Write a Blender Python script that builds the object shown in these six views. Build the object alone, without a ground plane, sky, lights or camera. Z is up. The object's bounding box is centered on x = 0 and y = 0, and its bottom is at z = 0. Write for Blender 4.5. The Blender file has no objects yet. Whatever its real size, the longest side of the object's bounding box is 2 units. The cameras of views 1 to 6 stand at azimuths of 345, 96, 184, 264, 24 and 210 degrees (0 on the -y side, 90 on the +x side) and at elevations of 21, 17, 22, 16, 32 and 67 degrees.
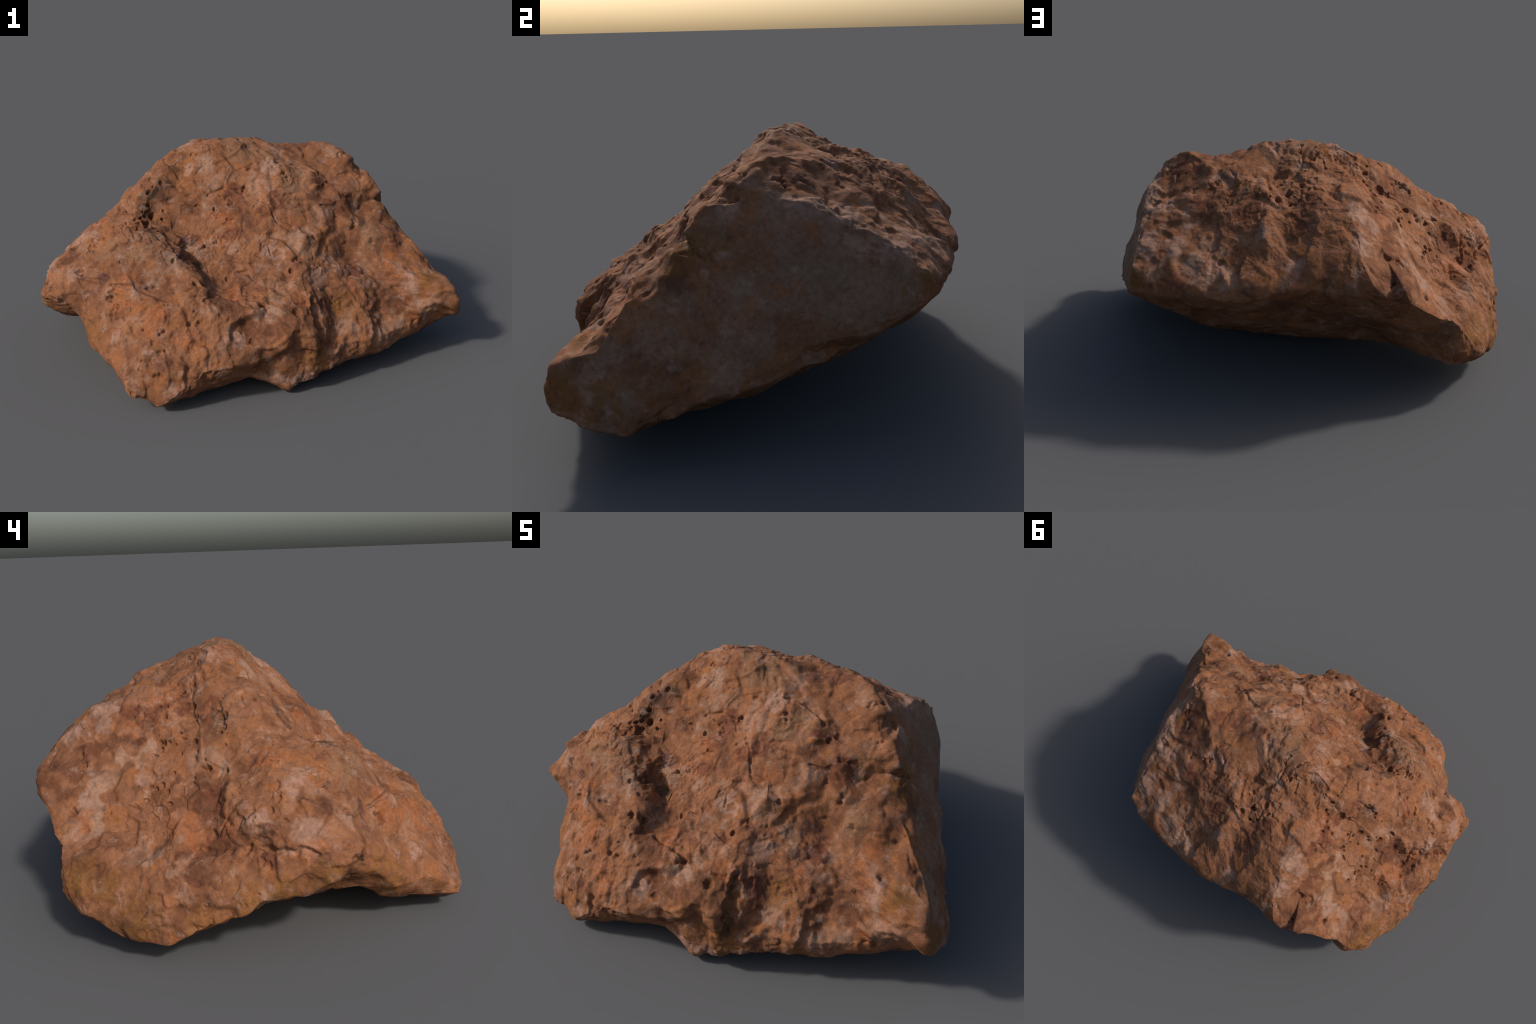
import bpy, math
import numpy as np

# ---------------------------------------------------------------------------
# 1. The broken boulder as a set of named ridges, lips and hollows (metres).
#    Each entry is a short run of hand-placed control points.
# ---------------------------------------------------------------------------
CENTRE = np.array([-0.22, 0.15, 0.30])

FEATURES = {
 # --- top ------------------------------------------------------------------
 "summit": [(-.09, .09, 1.003), (-.197, .135, .985), (.155, -.088, .896), (.013, -.141, .802)],
 "summit_flanks": [(-.240, .060, .928), (-.060, .200, .950), (.070, .230, .905), (.200, .235, .905), (.430, .220, .880), (-.283, .163, .939), (.054, -.034, .944), (.194, .045, .965), (.085, .077, .993), (-.028, .030, .983),
                   (.295, .008, .937), (-.386, .151, .880), (.452, .116, .946)],
 "crest_to_back_right": [(.318, .249, .931), (.320, .295, .900), (.240, .170, .942), (.282, .291, .891), (.394, .166, .930), (.356, .074, .929),
                         (.535, .011, .935), (.505, .300, .822), (.545, .420, .737), (.368, -.062, .870), (.262, -.061, .892), (.375, -.139, .856)],
 "gully_rim": [(-.326, .010, .903), (-.413, -.028, .860), (-.541, .019, .781), (-.375, -.060, .836), (-.469, -.011, .835), (-.448, -.092, .795), (-.497, .108, .779)],
 # --- front ----------------------------------------------------------------
 "left_lobe_face": [(-.392, -.424, .559), (-.414, -.396, .608), (-.474, -.588, .412), (-.581, -.509, .469),
                    (-.631, -.543, .371), (-.495, -.483, .467), (-.624, -.366, .561), (-.337, -.471, .532), (-.302, -.524, .506),
                    (-.346, -.572, .483), (-.326, -.592, .446)],
 "gully_crest": [(-.582, -.218, .681), (-.487, -.279, .668), (-.459, -.305, .660), (-.433, -.341, .637), (-.378, -.362, .602),
                 (-.330, -.400, .566), (-.302, -.452, .528), (-.275, -.500, .497), (-.261, -.539, .474), (-.265, -.568, .466)],
 "gully_foot": [(-.477, -.199, .660), (-.426, -.192, .655), (-.401, -.223, .622), (-.351, -.318, .600), (-.318, -.284, .567),
                (-.290, -.325, .530), (-.262, -.357, .496), (-.240, -.415, .468), (-.222, -.455, .450), (-.200, -.500, .432)],
 "gully_floor": [(-.277, -.312, .560), (-.247, -.339, .535), (-.234, -.400, .490), (-.160, -.529, .438), (-.345, -.151, .695), (-.333, -.180, .657),
                 (-.483, -.154, .715), (-.444, -.135, .736), (-.419, -.136, .718), (-.454, -.159, .700), (-.423, -.183, .653),
                 (-.243, -.133, .756), (-.296, -.039, .827), (-.052, -.058, .883), (-.128, -.006, .918), (-.281, -.265, .597), (-.226, -.307, .574)],
 "front_bowl": [(-.099, -.253, .683), (.107, -.272, .724), (-.036, -.464, .523), (.211, -.324, .658), (.084, -.417, .569), (-.146, -.179, .711), (-.153, -.448, .465), (-.099, -.458, .476), (.172, -.491, .536),
                (.136, -.526, .495), (.162, -.564, .473), (.246, -.423, .631)],
 "front_steps": [(.359, -.270, .729), (.381, -.360, .632), (.581, -.363, .602), (.590, -.397, .554), (.291, -.399, .603), (.346, -.401, .574), (.440, -.284, .677), (.547, -.266, .654), (.430, -.269, .724), (.474, -.350, .572), (.675, -.300, .619),
                 (.334, -.506, .468), (.360, -.561, .420), (.310, -.558, .394), (.464, -.380, .493)],
 "upper_right_front": [(.417, -.174, .788), (.444, -.133, .809), (.623, -.138, .809), (.638, -.182, .767), (.492, -.232, .750), (.580, -.210, .664), (.690, -.235, .690), (.653, -.195, .700), (.590, -.090, .866)],
 "lower_right_front": [(.657, -.536, .359), (.732, -.645, .211), (.764, -.388, .526), (.741, -.494, .429),
                       (.635, -.437, .476), (.308, -.662, .273), (.513, -.694, .186), (.632, -.570, .305)],
 "ledge_top": [(-.188, -.585, .425), (.057, -.693, .398), (-.288, -.615, .430), (-.036, -.648, .395), (.111, -.708, .375), (.199, -.670, .373)],
 "ledge_face": [(-.253, -.713, .343), (-.112, -.757, .304), (-.542, -.754, .151), (.085, -.770, .255), (-.533, -.672, .288), (-.508, -.712, .255), (-.370, -.672, .359)],
 "ledge_right_wall": [(.205, -.736, .292), (.176, -.734, .322)],
 "ledge_brow": [(.159, -.788, .286), (.099, -.743, .363), (-.067, -.736, .367), (.072, -.784, .326), (.030, -.811, .256),
                (-.122, -.780, .295)],
 "ledge_lip": [(-.335, -.817, .190), (-.235, -.823, .200), (-.067, -.789, .205), (.118, -.757, .205),
               (.172, -.798, .224)],
 "ledge_underside": [(-.260, -.707, .030), (-.105, -.720, .084), (.192, -.786, .146)],
 "front_foot": [(-.499, -.815, .068), (-.658, -.753, .087), (-.668, -.720, .130), (-.664, -.700, .170), (-.551, -.777, .030),
               (-.618, -.690, .052), (-.700, -.500, .110)],
 "keel": [(.060, -.767, .012), (.165, -.765, .064), (.307, -.745, .108), (.460, -.660, .078), (.560, -.640, .090),
          (.665, -.630, .132), (.840, -.570, .155)],
 # --- left -----------------------------------------------------------------
 "left_flank": [(-.750, -.354, .435), (-.683, -.428, .421), (-.802, -.282, .489), (-.722, -.600, .190), (-.805, -.265, .268), 
                (-.780, -.465, .190), (-.800, -.405, .248), (-.825, -.350, .300)],
 "left_slope": [(-.878, .029, .457), (-.820, .057, .515), (-.730, .078, .582)],
 "left_crest": [(-.885, -.168, .510), (-.962, -.127, .440), (-.830, -.063, .550), (-.774, -.057, .606), (-.792, -.141, .580),
                (-.606, -.029, .710), (-.906, -.310, .411)],
 "left_tip": [(-.990, -.235, .375), (-.991, -.207, .323), (-.978, -.110, .350)],
 "left_slab_foot": [(-.850, .015, .208), (-.879, -.187, .248), (-.931, -.100, .249), (-.955, .032, .263), (-.958, .085, .223),
                    (-.960, .156, .188), (-.917, .272, .140), (-.905, .335, .105), (-.875, .410, .105), (-.835, .505, .108),
                    (-.803, .572, .159), (-.757, .497, .068)],
 # --- back -----------------------------------------------------------------
 "back_left_face": [(-.323, .204, .868), (-.391, .219, .793), (-.511, .221, .701), (-.605, .182, .625),
                    (-.646, .111, .614), (-.697, .161, .529), (-.763, .177, .425), (-.688, .277, .479),
                    (-.699, .331, .396), (-.578, .341, .558), (-.606, .373, .491), (-.658, .396, .410), (-.619, .409, .436), (-.721, .399, .388), (-.782, .322, .395),
               (-.556, .667, .477), (-.595, .581, .444), (-.612, .637, .409), (-.484, .362, .637), (-.406, .417, .718)],
 "back_ridge": [(-.268, .570, .803), (-.275, .693, .707), (-.280, .744, .664), (-.386, .640, .632), (-.441, .631, .612),
                (-.403, .757, .569), (-.434, .800, .585), (-.325, .812, .585)],
 "back_left_nose": [(-.735, .550, .362), (-.808, .520, .285), (-.795, .430, .350), (-.830, .190, .375), (-.735, .690, .270), (-.755, .673, .223), (-.803, .614, .186), (-.655, .702, .376), (-.684, .706, .352),
                    (-.735, .660, .165)],
 "back_left_foot": [(-.466, .799, .502), (-.593, .734, .404), (-.618, .700, .344), (-.640, .695, .230), (-.650, .655, .150)],
 "back_face": [(.100, .690, .628), (-.180, .608, .778), (.110, .550, .785), (.090, .447, .861), (.013, .419, .853), (-.038, .378, .876), (.055, .455, .838), (-.124, .661, .719),
               (-.042, .563, .758), (.233, .547, .742), (.299, .641, .627)],
 "back_lip": [(.475, .688, .561), (.410, .724, .514), (.312, .744, .508), (.193, .764, .495),
              (.079, .778, .547), (-.056, .779, .572), (-.191, .786, .536), (-.369, .814, .539)],
 # --- right ----------------------------------------------------------------
 "right_face_top_edge": [(.662, -.018, .840), (.655, .100, .842), (.665, .250, .799), (.665, .360, .748),
                         (.664, .494, .688), (.677, .606, .600), (.599, .654, .551)],
 "right_face_front_edge": [(.672, -.143, .801), (.712, -.198, .745), (.726, -.235, .673), (.765, -.252, .605),
                           (.770, -.314, .576), (.818, -.393, .534), (.835, -.450, .477), (.825, -.478, .448),
                           (.893, -.440, .430), (.917, -.474, .391), (.939, -.534, .386), (.938, -.606, .358),
                           (.825, -.605, .386), (.764, -.652, .262)],
 "right_face": [(.893, -.378, .413), (.866, .015, .420), (.785, .060, .560), (.750, .110, .655),
                (.712, .250, .688), (.722, .190, .722), (.745, -.110, .640)],
 "right_foot": [(.870, -.360, .092), (.800, -.205, .172), (.844, -.473, .076), (.816, -.626, .255), (.960, -.610, .283), (.967, -.590, .214), (.994, -.364, .146),
                (.895, -.466, .096), (.964, -.237, .186), (.905, -.215, .225), (.920, -.096, .244),
                (.868, .010, .245), (.812, .130, .410), (.800, .200, .385), (.867, -.045, .340), (.820, .140, .275), (.780, .213, .300),
                (.740, .266, .295), (.743, .450, .405), (.700, .363, .335), (.600, .450, .349),
                (.515, .555, .360), (.691, .598, .487), (.576, .655, .485), (.510, .681, .487)],
 # --- underside --------------------------------------------------------------
 "back_undercut": [(.220, .715, .450), (-.020, .722, .487), (-.200, .765, .512), (.200, .600, .370), (.000, .545, .370), (-.100, .715, .445), (-.200, .560, .350),
                   (-.420, .690, .370), (-.530, .680, .310), (.400, .575, .380), (-.080, .430, .195), (-.300, .370, .185)],
 "underside": [(.475, .500, .320), (.374, .450, .240), (.240, .400, .199), (-.100, .300, .105), (-.250, .350, .115), (.000, .000, .045),
               (.400, -.200, .045), (.750, -.440, .045), (.500, -.480, .035), (.250, -.500, .022), (.850, -.400, .075), (.620, .020, .120),
               (.780, .050, .205), (.550, .220, .215), (.400, .330, .175), (.150, .300, .125), (.500, .000, .085),
               (-.400, .000, .070), (-.650, -.100, .170), (-.600, .350, .060), (.000, -.500, .030), (-.500, -.500, .080), 
               (-.800, .160, .120), (-.790, .280, .085)],
}

def radial_interpolant(points, soft=0.0008):
    """Smooth 1/radius over direction: planes stay planes, ridges stay ridges."""
    d = points - CENTRE
    r = np.linalg.norm(d, axis=1)
    d = d / r[:, None]
    n = len(d)
    K = np.linalg.norm(d[:, None] - d[None], axis=2) ** 1.5
    P = np.c_[np.ones(n), d]
    A = np.zeros((n + 4, n + 4))
    A[:n, :n] = K - soft * np.eye(n)
    A[:n, n:] = P
    A[n:, :n] = P.T
    w = np.linalg.solve(A, np.r_[1 / r, np.zeros(4)])
    dt, wn = d.T.astype(np.float32), w[:n].astype(np.float32)

    def radius(q):
        out = np.empty(len(q))
        for i in range(0, len(q), 20000):
            c = q[i:i + 20000]
            rho = np.sqrt(np.maximum(2 - 2 * c.astype(np.float32) @ dt, 0))
            out[i:i + 20000] = (rho * np.sqrt(rho)) @ wn + w[n] + c @ w[n + 1:]
        return 1 / np.maximum(out, 0.5)
    return radius

def chipped_facets(points):
    """Flat chips spanned between neighbouring control points (1/radius is linear on a plane)."""
    import bmesh
    d = points - CENTRE
    r = np.linalg.norm(d, axis=1)
    d = d / r[:, None]
    bm = bmesh.new()
    for p in d:
        bm.verts.new(p)
    bm.verts.index_update()
    bmesh.ops.convex_hull(bm, input=bm.verts[:])
    tri = np.array([[v.index for v in f.verts] for f in bm.faces if len(f.verts) == 3])
    bm.free()
    inv = np.linalg.inv(d[tri].transpose(0, 2, 1))          # direction -> weights of the corners
    plane = np.einsum('tk,tkj->tj', 1 / r[tri], inv)         # direction -> 1/radius

    rows = [np.ascontiguousarray(inv[:, k].T.astype(np.float32)) for k in range(3)]

    def radius(q):
        out = np.empty(len(q))
        for i in range(0, len(q), 4000):
            c = q[i:i + 4000]
            c4 = c.astype(np.float32)
            w = c4 @ rows[0]
            np.minimum(w, c4 @ rows[1], out=w)
            np.minimum(w, c4 @ rows[2], out=w)
            t = w.argmax(1)
            out[i:i + 4000] = np.einsum('nj,nj->n', plane[t], c)
        return 1 / np.maximum(out, 0.5)
    return radius

# ---------------------------------------------------------------------------
# 2. Noise tools
# ---------------------------------------------------------------------------
RANDOM = np.random.default_rng(20)
GRID = RANDOM.random((64, 64, 64)).astype(np.float32).ravel()       # lattice values, wrap at 64 cells
CELLS = RANDOM.random((32, 32, 32, 7)).astype(np.float32).reshape(-1, 7)

def value_noise(p, salt):
    p = p + salt * np.array([7.31, 3.77, 5.13])
    fl = np.floor(p)
    i = fl.astype(np.int32) & 63
    f = p - fl
    f = f * f * f * (f * (f * 6 - 15) + 10)
    j = (i + 1) & 63
    X, Y, Z = (i[:, 0] << 12, j[:, 0] << 12), (i[:, 1] << 6, j[:, 1] << 6), (i[:, 2], j[:, 2])
    def along_z(x, y):
        a = GRID[X[x] + Y[y] + Z[0]]
        return a + (GRID[X[x] + Y[y] + Z[1]] - a) * f[:, 2]
    def along_y(x):
        a = along_z(x, 0)
        return a + (along_z(x, 1) - a) * f[:, 1]
    a = along_y(0)
    return (a + (along_y(1) - a) * f[:, 0]) * 2 - 1

TURN = np.array([[.36, .48, -.80], [-.80, .60, 0], [.48, .64, .60]])

def fractal(p, octaves, salt, gain=.5, ridged=False):
    out, amp, total = 0, 1.0, 0
    for k in range(octaves):
        n = value_noise(p, salt + 17 * k)
        out = out + amp * ((1 - 2 * np.abs(n)) if ridged else n)
        total += amp
        amp *= gain
        p = (p @ TURN) * 2.03 + 11.7
    return out / total

def chip_plates(p, salt, crisp=16., lump=0.):
    """Broken plates: every Worley cell is a tilted flat (or a rounded lump), softly joined to its
    neighbours.  Also returns a crack measure that is 1 along the borders between plates."""
    p = (p + salt * .173).astype(np.float32)
    i = np.floor(p - .5).astype(np.int32)
    f = p - i
    total = np.zeros(len(p), np.float32)
    square = total.copy()
    height = total.copy()
    for dx in (0, 1):
        for dy in (0, 1):
            for dz in (0, 1):
                step = np.array([dx, dy, dz], np.int32)
                w = (i + step) & 31
                rnd = CELLS[(w[:, 0] << 10) + (w[:, 1] << 5) + w[:, 2]]
                d = f - (.1 + .8 * rnd[:, :3]) - step.astype(np.float32)
                dist = np.sqrt(np.einsum('nk,nk->n', d, d))
                weight = np.exp(-crisp * dist)
                total += weight
                square += weight * weight
                height += weight * (1.6 * np.einsum('nk,nk->n', d, rnd[:, 3:6] - .5) + .7 * (rnd[:, 6] - .5) - lump * dist)
    total = np.maximum(total, 1e-20)
    return height / total + .45 * lump, smooth(.70, .52, square / total ** 2)

def smooth(a, b, x):
    t = np.clip((x - a) / (b - a), 0, 1)
    return t * t * (3 - 2 * t)

# ---------------------------------------------------------------------------
# 3. Solution pits, cracks: (centre, radius, depth)
# ---------------------------------------------------------------------------
PITS = {
 "left_flank": [((-.683, -.428, .421), .034, .026), ((-.802, -.282, .489), .022, .018), ((-.624, -.366, .561), .011, .010)],
 "gully": [((-.475, -.192, .675), .022, .026), ((-.500, -.170, .700), .014, .018), ((-.440, -.160, .705), .016, .022),
           ((-.455, -.130, .755), .018, .022), ((-.448, -.092, .795), .014, .018), ((-.377, -.066, .837), .020, .018),
           ((-.430, -.220, .665), .015, .018), ((-.265, -.550, .470), .026, .030), ((-.290, -.540, .475), .014, .016)],
 "front": [((-.226, -.307, .574), .012, .014), ((-.099, -.253, .683), .010, .012), ((-.036, -.464, .523), .014, .014), ((.590, -.397, .554), .018, .014),
           ((.291, -.399, .603), .014, .012), ((-.324, -.601, .453), .014, .014), ((-.392, -.424, .559), .012, .012), ((-.146, -.179, .711), .010, .012), ((.013, -.141, .802), .012, .014),
           ((-.153, -.448, .465), .010, .014), ((-.036, -.648, .395), .020, .024), ((.111, -.708, .375), .022, .020),
           ((.172, -.491, .536), .016, .018), ((.136, -.526, .495), .015, .018), ((.417, -.174, .788), .014, .016),
           ((.657, -.536, .359), .013, .014), ((.732, -.645, .211), .010, .012), ((.764, -.388, .526), .012, .012),
           ((.741, -.494, .429), .016, .014), ((.308, -.662, .273), .013, .012), ((-.288, -.615, .430), .012, .012),
           ((-.533, -.672, .288), .012, .012), ((-.508, -.712, .255), .012, .012), ((-.370, -.672, .359), .014, .012),
           ((.492, -.232, .750), .020, .012), ((.520, -.225, .735), .014, .012)],
 "back": [((.013, .419, .853), .020, .024), ((-.038, .378, .876), .018, .020), ((.055, .455, .838), .014, .016),
          ((.020, .475, .830), .014, .016), ((-.469, -.011, .835), .012, .014), ((-.497, .108, .779), .024, .018),
          ((-.323, .204, .868), .014, .018), ((-.316, .246, .848), .014, .018), ((-.391, .219, .793), .018, .020),
          ((-.511, .221, .701), .016, .024), ((-.605, .182, .625), .020, .026), ((-.646, .111, .614), .016, .020),
          ((-.480, .250, .700), .014, .016), ((-.578, .341, .558), .014, .014), ((-.484, .362, .637), .016, .014),
          ((-.386, .640, .632), .016, .014), ((-.441, .631, .612), .022, .018), ((-.556, .667, .477), .024, .024),
          ((-.403, .757, .569), .012, .014), ((-.763, .177, .425), .020, .014), ((-.782, .322, .395), .010, .008),
          ((.299, .641, .627), .016, .012)],
}

GROOVES = {     # open joints and ledge lines: (width, depth, points along the line)
 "slab_joint": (.024, .020, [(-.790, .223, .392), (-.814, .169, .391), (-.833, .128, .400), (-.860, .082, .405), (-.889, .038, .407),
                             (-.912, -.010, .412), (-.938, -.056, .418), (-.955, -.106, .425), (-.962, -.145, .423), (-.952, -.193, .421)]),
 "lobe_joint": (.014, .012, [(-.679, -.392, .459), (-.598, -.477, .482), (-.537, -.486, .469), (-.489, -.488, .468), (-.412, -.520, .470),
                             (-.345, -.583, .478)]),
 "ledge_joint": (.014, .016, [(-.200, -.575, .430), (-.126, -.603, .419), (-.058, -.627, .412), (-.012, -.639, .404), (.062, -.670, .402), (.163, -.671, .385)]),
 "slab_end": (.036, .040, [(.200, -.655, .385), (.216, -.728, .295), (.212, -.770, .200)]),
 "bowl_step": (.013, .010, [(-.103, -.444, .480), (-.043, -.477, .490), (.023, -.515, .481), (.084, -.540, .479), (.157, -.568, .474)]),
 "bowl_step_low": (.011, .008, [(-.107, -.525, .457), (-.036, -.546, .452)]),
 "top_brow": (.018, .012, [(.134, -.020, .950), (.158, -.070, .914), (.249, -.076, .892), (.343, -.104, .865), (.382, -.145, .845)]),
 "top_arc": (.016, .014, [(.377, -.145, .849), (.442, -.125, .817), (.444, -.154, .797)]),
 "middle_step": (.012, .010, [(.071, -.219, .755), (.108, -.275, .733), (.125, -.311, .671), (.162, -.366, .640), (.254, -.373, .625)]),
 "block_edge": (.014, .014, [(.363, -.262, .722), (.431, -.271, .687), (.450, -.283, .662)]),
 "block_gap": (.016, .018, [(.537, -.292, .657), (.521, -.334, .616), (.502, -.342, .574)]),
 "brow_line": (.012, .007, [(-.161, -.123, .773), (-.088, -.118, .793), (-.022, -.140, .786), (.012, -.183, .768), (.054, -.193, .772)]),
 "back_crack": (.012, .012, [(-.400, .120, .856), (-.458, .118, .806), (-.521, .110, .758)]),
 "back_edge": (.012, .012, [(-.355, .401, .777), (-.403, .402, .741), (-.433, .398, .709)]),
 "nose_crack": (.012, .012, [(-.506, .689, .521), (-.525, .683, .488), (-.535, .668, .453)]),
 "flank_crack": (.012, .010, [(-.779, .095, .530), (-.774, .131, .479), (-.782, .155, .429)]),
 "rim_crack": (.010, .010, [(-.570, -.182, .688), (-.578, -.225, .684)]),
}

def carve_grooves(p, depth):
    ragged = np.stack([fractal(p * 30, 2, 351 + k) for k in range(3)], 1)
    for width, deep, line in GROOVES.values():
        line = np.array(line)
        lo, hi = line.min(0) - 3 * width, line.max(0) + 3 * width
        near = np.where(((p > lo) & (p < hi)).all(1))[0]
        q = p[near] + .6 * width * ragged[near]
        dist = np.full(len(near), 9.)
        for a, b in zip(line[:-1], line[1:]):
            t = np.clip((q - a) @ (b - a) / ((b - a) @ (b - a)), 0, 1)
            dist = np.minimum(dist, np.linalg.norm(q - a - t[:, None] * (b - a), axis=1))
        depth[near] -= deep * (1 - smooth(.15, 1., dist / width)) * (1 + .5 * ragged[near, 0])
    return depth

PIT_CLUSTERS = [((-.52, .22, .69), .15, 18), ((-.35, .25, .82), .10, 7), ((.02, .43, .85), .10, 9), ((-.46, -.16, .71), .08, 9),
                ((-.62, .42, .50), .12, 6), ((.10, -.20, .78), .16, 6), ((-.45, -.65, .35), .14, 7)]

def carve_pits(p, n, depth):
    """Lower the surface inside each listed pit; ragged, stretched, with small satellites."""
    ragged = np.stack([fractal(p * 45, 2, 301 + k) for k in range(3)], 1)
    rng = np.random.default_rng(8)
    clustered = []
    for centre, reach, count in PIT_CLUSTERS:
        inside = np.where(((p - np.array(centre)) ** 2).sum(1) < reach ** 2)[0]
        clustered += [(p[k], rng.uniform(.006, .013), rng.uniform(.008, .016)) for k in rng.choice(inside, count)]
    for group in [*PITS.values(), clustered]:
        for c, rad, dep in group:
            c = np.array(c)
            holes = [(c, rad, dep)]
            if rad < .03:
                for _ in range(rng.integers(1, 4)):
                    holes.append((c + rng.normal(0, 1.5 * rad, 3), rad * rng.uniform(.3, .65), dep * rng.uniform(.4, .8)))
            for c0, r0, d0 in holes:
                axis = rng.normal(0, 1, 3)
                axis /= np.linalg.norm(axis)
                stretch = rng.uniform(.0, .45)
                off = p - c0
                near = np.where((off * off).sum(1) < (3 * r0) ** 2)[0]
                if not len(near):
                    continue
                o = off[near] + r0 * .55 * ragged[near]
                along = o @ axis
                q = np.sqrt(np.maximum((o * o).sum(1) - stretch * along ** 2, 0)) / r0
                depth[near] -= d0 * (1 - smooth(.45, 1.05, q))
    return depth

# ---------------------------------------------------------------------------
# 4. The rock mesh
# ---------------------------------------------------------------------------
LEVEL = 9
bpy.ops.mesh.primitive_ico_sphere_add(subdivisions=LEVEL, radius=1)
rock = bpy.context.object
me = rock.data
nv = len(me.vertices)
co = np.empty(nv * 3)
me.vertices.foreach_get("co", co)
dirs = co.reshape(-1, 3)
dirs /= np.linalg.norm(dirs, axis=1)[:, None]
tri = np.empty(len(me.polygons) * 3, np.int64)
me.loops.foreach_get("vertex_index", tri)
tri = tri.reshape(-1, 3)

def vertex_normals(V):
    a, b, c = V[tri[:, 0]], V[tri[:, 1]], V[tri[:, 2]]
    fn = np.cross(b - a, c - a)
    n = np.stack([np.bincount(tri.ravel(), np.repeat(fn[:, k], 3), len(V)) for k in range(3)], 1)
    return n / np.linalg.norm(n, axis=1)[:, None]

# sharp edges run as lines: add points between their neighbours so the facets meet along them
EDGES = ("gully_crest", "gully_foot", "right_face_top_edge", "ledge_lip", "back_lip")
pts = [p for f in FEATURES.values() for p in f]
for name in EDGES:
    for a, b in zip(FEATURES[name][:-1], FEATURES[name][1:]):
        a, b = np.array(a), np.array(b)
        k = int(np.linalg.norm(b - a) / .035)
        pts += [tuple(a + (b - a) * t / (k + 1)) for t in range(1, k + 1)]
pts = np.array(sorted(set(pts)))
ra, rb = radial_interpolant(pts)(dirs), chipped_facets(pts)(dirs)
V = CENTRE + dirs * (.4 * ra + .6 * rb)[:, None]
N = vertex_normals(V)

# the sawn-looking face on the +x side and the underside are much smoother
sawn = smooth(.80, .93, N @ np.array([.90, .16, .40])) * smooth(.35, .55, V[:, 0])
belly = smooth(.25, .65, -N[:, 2])
worn_back = smooth(.25, .55, V[:, 1])
rough = (1 - .75 * np.maximum(sawn, .6 * belly)) * (1 - .35 * worn_back)
warp = np.stack([fractal(V * 6, 2, 41 + k) for k in range(3)], 1)
W = V + .035 * warp
back_left = smooth(.1, .5, -N[:, 0]) * smooth(-.1, .25, V[:, 1])

calm = .30 + .95 * smooth(-.25, .35, fractal(V * 4.2, 2, 81))          # some faces are worn smooth
plates, _ = chip_plates(W * 6.0, 100, 30.)
lumps, _ = chip_plates(W * 9.5, 300, 14., .9)
chips, seams = chip_plates(W * 13, 200, 26.)
splinters, _ = chip_plates(W * 27, 400, 20.)
d = .008 * fractal(W * 5.5, 3, 5)
d += (rough + .9 * sawn) * .004 * fractal(W * 11, 3, 7) + .008 * sawn * fractal(V * 3.5, 2, 91)
d += rough * (.022 * plates + .011 * lumps)
flutes = smooth(.34, .12, np.linalg.norm((V - [.50, -.66, .20]) * [.8, 1, 1.4], axis=1))
d += .004 * flutes * fractal(W * [24, 8, 7], 2, 15, ridged=True)
ribs = smooth(.35, .55, V[:, 1]) * smooth(-.35, -.1, V[:, 0]) * (1 - sawn) * (1 - belly)
d += .005 * ribs * fractal(W * [13, 5, 4], 2, 19)
d += (rough + .15 * sawn) * .0095 * chips
d += rough * calm * .0065 * splinters
d -= rough * .0015 * seams * smooth(.1, .4, fractal(V * 5, 2, 71))
d += rough * (1 - .4 * back_left) * calm * .0050 * fractal(V * 34, 3, 9)
d += calm * .0018 * fractal(V * 90, 2, 11) * rough
# worm-eaten sponge texture: small holes where a noise passes a threshold
sponge = smooth(.30, .50, fractal(W * 30, 3, 61)) * smooth(-.05, .35, fractal(V * 4.5, 2, 63))
d -= rough * .011 * (1 - .6 * np.maximum(back_left, worn_back)) * sponge
d = carve_pits(V, N, d)
d = carve_grooves(V, d)
V = V + N * d[:, None]
# arched hollow under the rim between the left tip and the front foot
arch = .215 - .15 * ((V[:, 0] + .66) / .17) ** 2 - .12 * ((V[:, 1] + .335) / .105) ** 2
under = V[:, 2] < arch
V[under, 2] = arch[under] + .25 * (V[under, 2] - arch[under])
V[:, 2] = np.maximum(V[:, 2], .002)

me.vertices.foreach_set("co", V.ravel())
me.update()
me.polygons.foreach_set("use_smooth", [True] * len(me.polygons))
rock.name = "rock"; me.name = "rock"
rock["label"] = "angular broken reddish brown boulder with pits and ledges"
rock["category"] = "rock"

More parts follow.
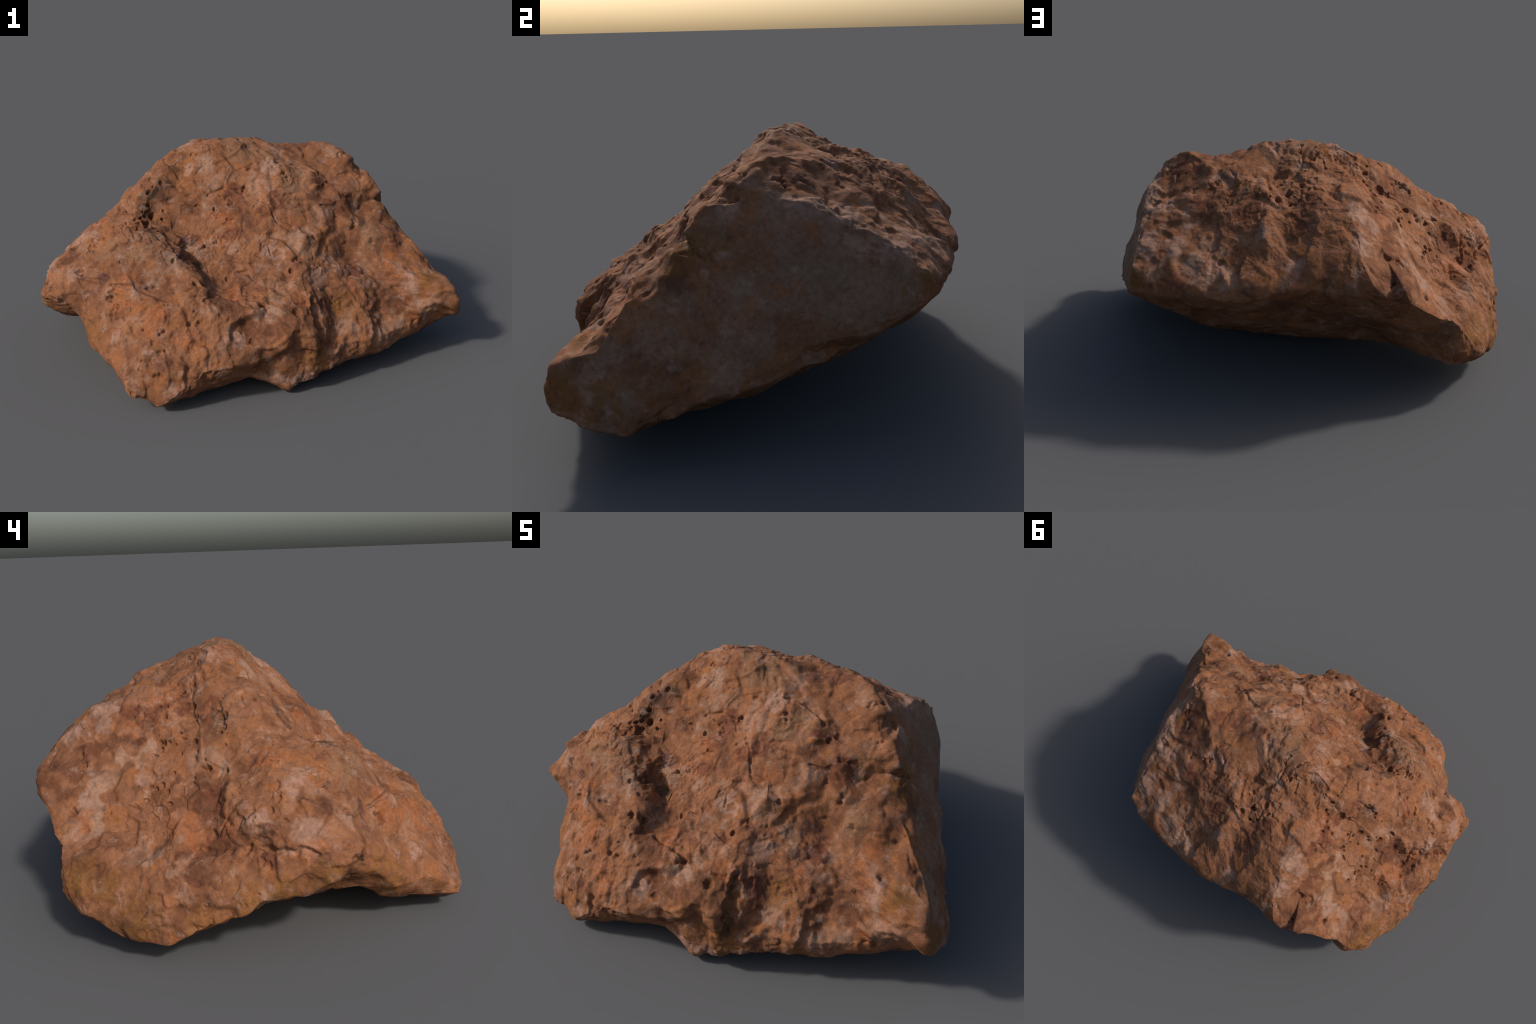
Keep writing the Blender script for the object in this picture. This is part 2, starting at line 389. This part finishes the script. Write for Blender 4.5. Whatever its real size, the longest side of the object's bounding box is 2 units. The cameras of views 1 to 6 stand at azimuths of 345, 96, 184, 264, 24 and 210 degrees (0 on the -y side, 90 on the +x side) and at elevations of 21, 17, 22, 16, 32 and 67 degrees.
# ---------------------------------------------------------------------------
# 5. Stone material: breccia mottling plus tinted patches placed by position
# ---------------------------------------------------------------------------
PATCHES = {                       # kind: (colour, strength, radius, centres)
 "ochre": ((.190, .083, .024), .70, .085, [
    (-.79, .56, .28), (-.88, .42, .18), (-.93, .23, .17), (-.75, .63, .30), (-.87, .47, .15), (-.96, -.06, .29), (-.95, .07, .24),
    (-.80, -.41, .25), (-.79, -.47, .21), (-.99, -.19, .34),
    (.83, -.56, .40), (.39, -.61, .34), (.18, -.78, .15), (.66, .57, .54), (.99, -.43, .24), (.97, -.57, .27), (.72, -.20, .67)]),
 "tan": ((.215, .110, .060), .80, .085, [
    (-.57, -.32, .61), (-.66, -.28, .61), (-.50, -.33, .61), (.02, -.02, .96), (.08, -.01, .96), (.20, -.20, .86), (.28, -.17, .85),
    (.59, -.36, .60), (-.05, .08, 1.01), (0., .15, .98)]),
 "pale": ((.310, .176, .125), .85, .060, [
    (-.28, .54, .79), (-.34, .55, .75), (-.52, .62, .52), (-.55, .40, .58), (-.84, .03, .51), (-.78, -.11, .60), (-.90, -.13, .49),
    (-.69, -.57, .28), (-.19, -.76, .29), (-.48, -.81, .11), (-.60, -.50, .46), (.16, -.09, .90), (.37, -.29, .68), (.08, -.43, .56),
    (.26, -.56, .46), (.73, -.57, .37), (.53, -.69, .19), (-.01, -.77, .08), (.12, -.78, .07), (.69, -.06, .80),
    (.70, .35, .69), (.68, .45, .69), (.55, .35, .78), (.50, .55, .68), (.42, .66, .60), (.15, .60, .72), (.00, .72, .63), (.30, .68, .60), (.45, .45, .74), (.64, .32, .78), (.60, .50, .69), (.66, .10, .845), (.665, .20, .82), (.665, .28, .785), (.66, .55, .64), (.29, .29, .89), (-.28, .69, .71), (-.21, .14, .98)]),
 "rust": ((.280, .094, .036), .62, .062, [
    (-.40, .44, .71), (-.74, .28, .44), (-.77, .24, .42), (-.58, .62, .45), (-.68, .28, .47), (-.68, -.02, .65), (-.95, -.12, .42),
    (-.53, -.60, .37), (-.65, -.48, .41), (-.36, -.17, .75), (-.48, -.16, .68), (-.59, -.53, .40), (-.39, -.73, .30), (-.14, -.56, .43),
    (-.63, -.46, .47), (-.16, -.30, .59), (-.12, -.23, .69), (.21, -.33, .66), (.69, -.43, .49), (.71, -.64, .23), (.64, -.50, .43),
    (.14, -.64, .42), (.44, -.57, .39), (.70, .01, .77), (.72, .19, .74), (.78, .13, .56), (-.31, .32, .83), (-.79, .12, .46)]),
 "red_brown": ((.125, .043, .024), .88, .058, [
    (-.37, .36, .78), (-.36, .26, .81), (-.45, .16, .78), (-.71, .17, .51), (-.42, .58, .65), (-.75, .17, .44), (-.91, .02, .39),
    (.39, -.19, .80), (.50, -.26, .70), (.47, -.49, .45), (.28, -.65, .33), (.37, .09, .94), (.16, -.24, .76), (.07, -.29, .70),
    (.37, .42, .79), (.21, .49, .78), (-.04, .56, .76), (.42, .18, .92), (.55, .12, .90), (.38, .35, .83), (.47, .70, .57),
    (-.35, .46, .78), (-.69, .15, .55), (-.04, -.17, .77), (-.10, -.29, .64)]),
 "warm_brown": ((.215, .088, .043), .65, .085, [
    (.82, -.09, .51), (.84, -.17, .48), (.94, -.32, .34), (.82, .02, .51), (.80, .17, .43), (.77, .31, .39), (.74, .03, .69)]),
 "plum": ((.085, .038, .034), .80, .034, [
    (-.74, -.35, .44), (-.76, -.33, .45), (-.28, -.26, .59), (-.33, -.24, .69), (.28, .03, .94), (.48, -.41, .47)]),
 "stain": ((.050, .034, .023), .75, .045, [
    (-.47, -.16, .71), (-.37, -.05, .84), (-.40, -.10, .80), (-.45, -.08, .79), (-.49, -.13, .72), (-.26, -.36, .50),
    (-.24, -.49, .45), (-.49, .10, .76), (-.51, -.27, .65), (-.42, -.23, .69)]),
}

mat = bpy.data.materials.new("red_stone")
mat.use_nodes = True
tree = mat.node_tree
bsdf = tree.nodes["Principled BSDF"]

def node(kind, inputs=(), out=0, **props):
    n = tree.nodes.new(kind)
    for k, v in props.items():
        setattr(n, k, v)
    for k, v in dict(inputs).items():
        if isinstance(v, bpy.types.NodeSocket):
            tree.links.new(v, n.inputs[k])
        else:
            n.inputs[k].default_value = v
    return n.outputs[out]

def maths(op, a, b=0.0, clamp=False):
    return node("ShaderNodeMath", {0: a, 1: b}, operation=op, use_clamp=clamp)

def ramp01(x, lo, hi, a=0.0, b=1.0):
    return node("ShaderNodeMapRange", {0: x, 1: lo, 2: hi, 3: a, 4: b}, interpolation_type="SMOOTHSTEP")

def noise(scale, detail=4.0, rough=.55, vec=None, out=0):
    return node("ShaderNodeTexNoise", {"Vector": vec or P, "Scale": scale, "Detail": detail, "Roughness": rough}, out=out)

def blend(fac, a, b, mode="MIX"):
    n = tree.nodes.new("ShaderNodeMix")
    n.data_type, n.blend_type = "RGBA", mode
    for i, v in ((0, fac), (6, a), (7, b)):
        if isinstance(v, bpy.types.NodeSocket):
            tree.links.new(v, n.inputs[i])
        else:
            n.inputs[i].default_value = (*v, 1) if isinstance(v, tuple) else v
    return n.outputs[2]

def vec(op, a, b, scale=None, out=0):
    ins = {0: a, 1: b}
    if scale is not None:
        ins = {0: a, 3: scale}
    return node("ShaderNodeVectorMath", ins, out=out, operation=op)

P = node("ShaderNodeTexCoord", out=3)
# ragged edges: push the coordinate around before measuring anything
wob = vec("SCALE", vec("SUBTRACT", noise(9, 2.5, .5, out=1), (.5, .5, .5)), None, .17)
Q = vec("ADD", P, wob)
fine_wob = vec("SCALE", vec("SUBTRACT", noise(26, 4, .6, out=1), (.5, .5, .5)), None, .05)
Q2 = vec("ADD", P, fine_wob)

# breccia: angular fragments of slightly different tints
def fragments(scale, v):
    return node("ShaderNodeTexVoronoi", {"Vector": v, "Scale": scale, "Randomness": 1.0, "Smoothness": .35}, out=1, feature="SMOOTH_F1")

def tint_ramp(x, stops):
    n = tree.nodes.new("ShaderNodeValToRGB")
    tree.links.new(x, n.inputs[0])
    e = n.color_ramp.elements
    e[0].position, e[0].color = stops[0][0], (*stops[0][1], 1)
    e[1].position, e[1].color = stops[-1][0], (*stops[-1][1], 1)
    for p, c in stops[1:-1]:
        k = e.new(p)
        k.color = (*c, 1)
    return n.outputs[0]

STONE = [(.0, (.105, .041, .022)), (.22, (.170, .071, .036)), (.42, (.228, .095, .043)), (.58, (.212, .094, .053)),
         (.73, (.258, .098, .036)), (.87, (.262, .130, .078)), (1., (.305, .178, .120))]

def spread(x, gain):
    return maths("ADD", maths("MULTIPLY", maths("SUBTRACT", x, .5), gain), .5, clamp=True)

big = tint_ramp(spread(maths("ADD", maths("MULTIPLY", node("ShaderNodeSeparateColor", {0: fragments(8, Q)}), .5),
                             maths("MULTIPLY", noise(6, 6, .65, Q), .5)), 2.1), STONE)
small = tint_ramp(node("ShaderNodeSeparateColor", {0: fragments(17, Q2)}, out=1), STONE)
colour = blend(ramp01(noise(11, 3, .5), .42, .58, .15, .75), big, small)

# the flat broken face on the right is greyer
sepP = node("ShaderNodeSeparateXYZ", {0: Q})
X = sepP
plane = vec("DOT_PRODUCT", Q, (.90, .16, .40), out=1)
greyness = maths("MULTIPLY", ramp01(plane, .885, .955), ramp01(noise(4, 3, .5), .25, .5))
colour = blend(maths("MULTIPLY", greyness, .75), colour, (.225, .140, .096))

for kind, (tint, strength, size, centres) in PATCHES.items():
    nearest = None
    for k, c in enumerate(centres):
        dist = vec("DISTANCE", Q, c, out=1)
        nearest = dist if nearest is None else maths("MINIMUM", nearest, dist)
    edge = maths("ADD", nearest, maths("MULTIPLY", maths("SUBTRACT", noise(13, 5, .65, vec("ADD", Q2, (float(len(kind)), 3.3, size * 90))), .5), .11))
    mask = ramp01(edge, size * 1.0, size * .62)
    breakup = ramp01(noise(22, 4, .6), .30, .58)
    mask = maths("MULTIPLY", mask, maths("MULTIPLY", breakup, strength))
    colour = blend(mask, colour, tint)

# scattered small flecks: dark brown, orange, chalky
colour = blend(maths("MULTIPLY", ramp01(noise(15, 5, .65, Q2), .60, .72), .45), colour, (.275, .090, .034))
colour = blend(maths("MULTIPLY", ramp01(noise(12, 6, .68, vec("ADD", Q2, (3.1, 1.7, .4))), .58, .72), .62), colour, (.125, .046, .027))
colour = blend(maths("MULTIPLY", ramp01(noise(19, 6, .7, vec("ADD", Q2, (7.7, 2.9, 5.2))), .54, .70), .62), colour, (.310, .195, .150))
# small dark specks scattered by noise
colour = blend(maths("MULTIPLY", ramp01(noise(48, 4, .6, vec("ADD", P, (1.3, 4.1, 9.2))), .62, .74), .55), colour, (.060, .035, .024))
value = ramp01(noise(55, 4, .7), .25, .75, .78, 1.18)
colour = blend(1.0, colour, node("ShaderNodeCombineColor", {0: value, 1: value, 2: value}), "MULTIPLY")

grain = maths("ADD", maths("MULTIPLY", noise(60, 6, .62, Q2), .7), maths("MULTIPLY", noise(180, 4, .6), .3))
bump = node("ShaderNodeBump", {"Strength": .45, "Distance": .012, "Height": grain})
tree.links.new(colour, bsdf.inputs["Base Color"])
tree.links.new(bump, bsdf.inputs["Normal"])
bsdf.inputs["Roughness"].default_value = .9
bsdf.inputs["Specular IOR Level"].default_value = .15
me.materials.append(mat)
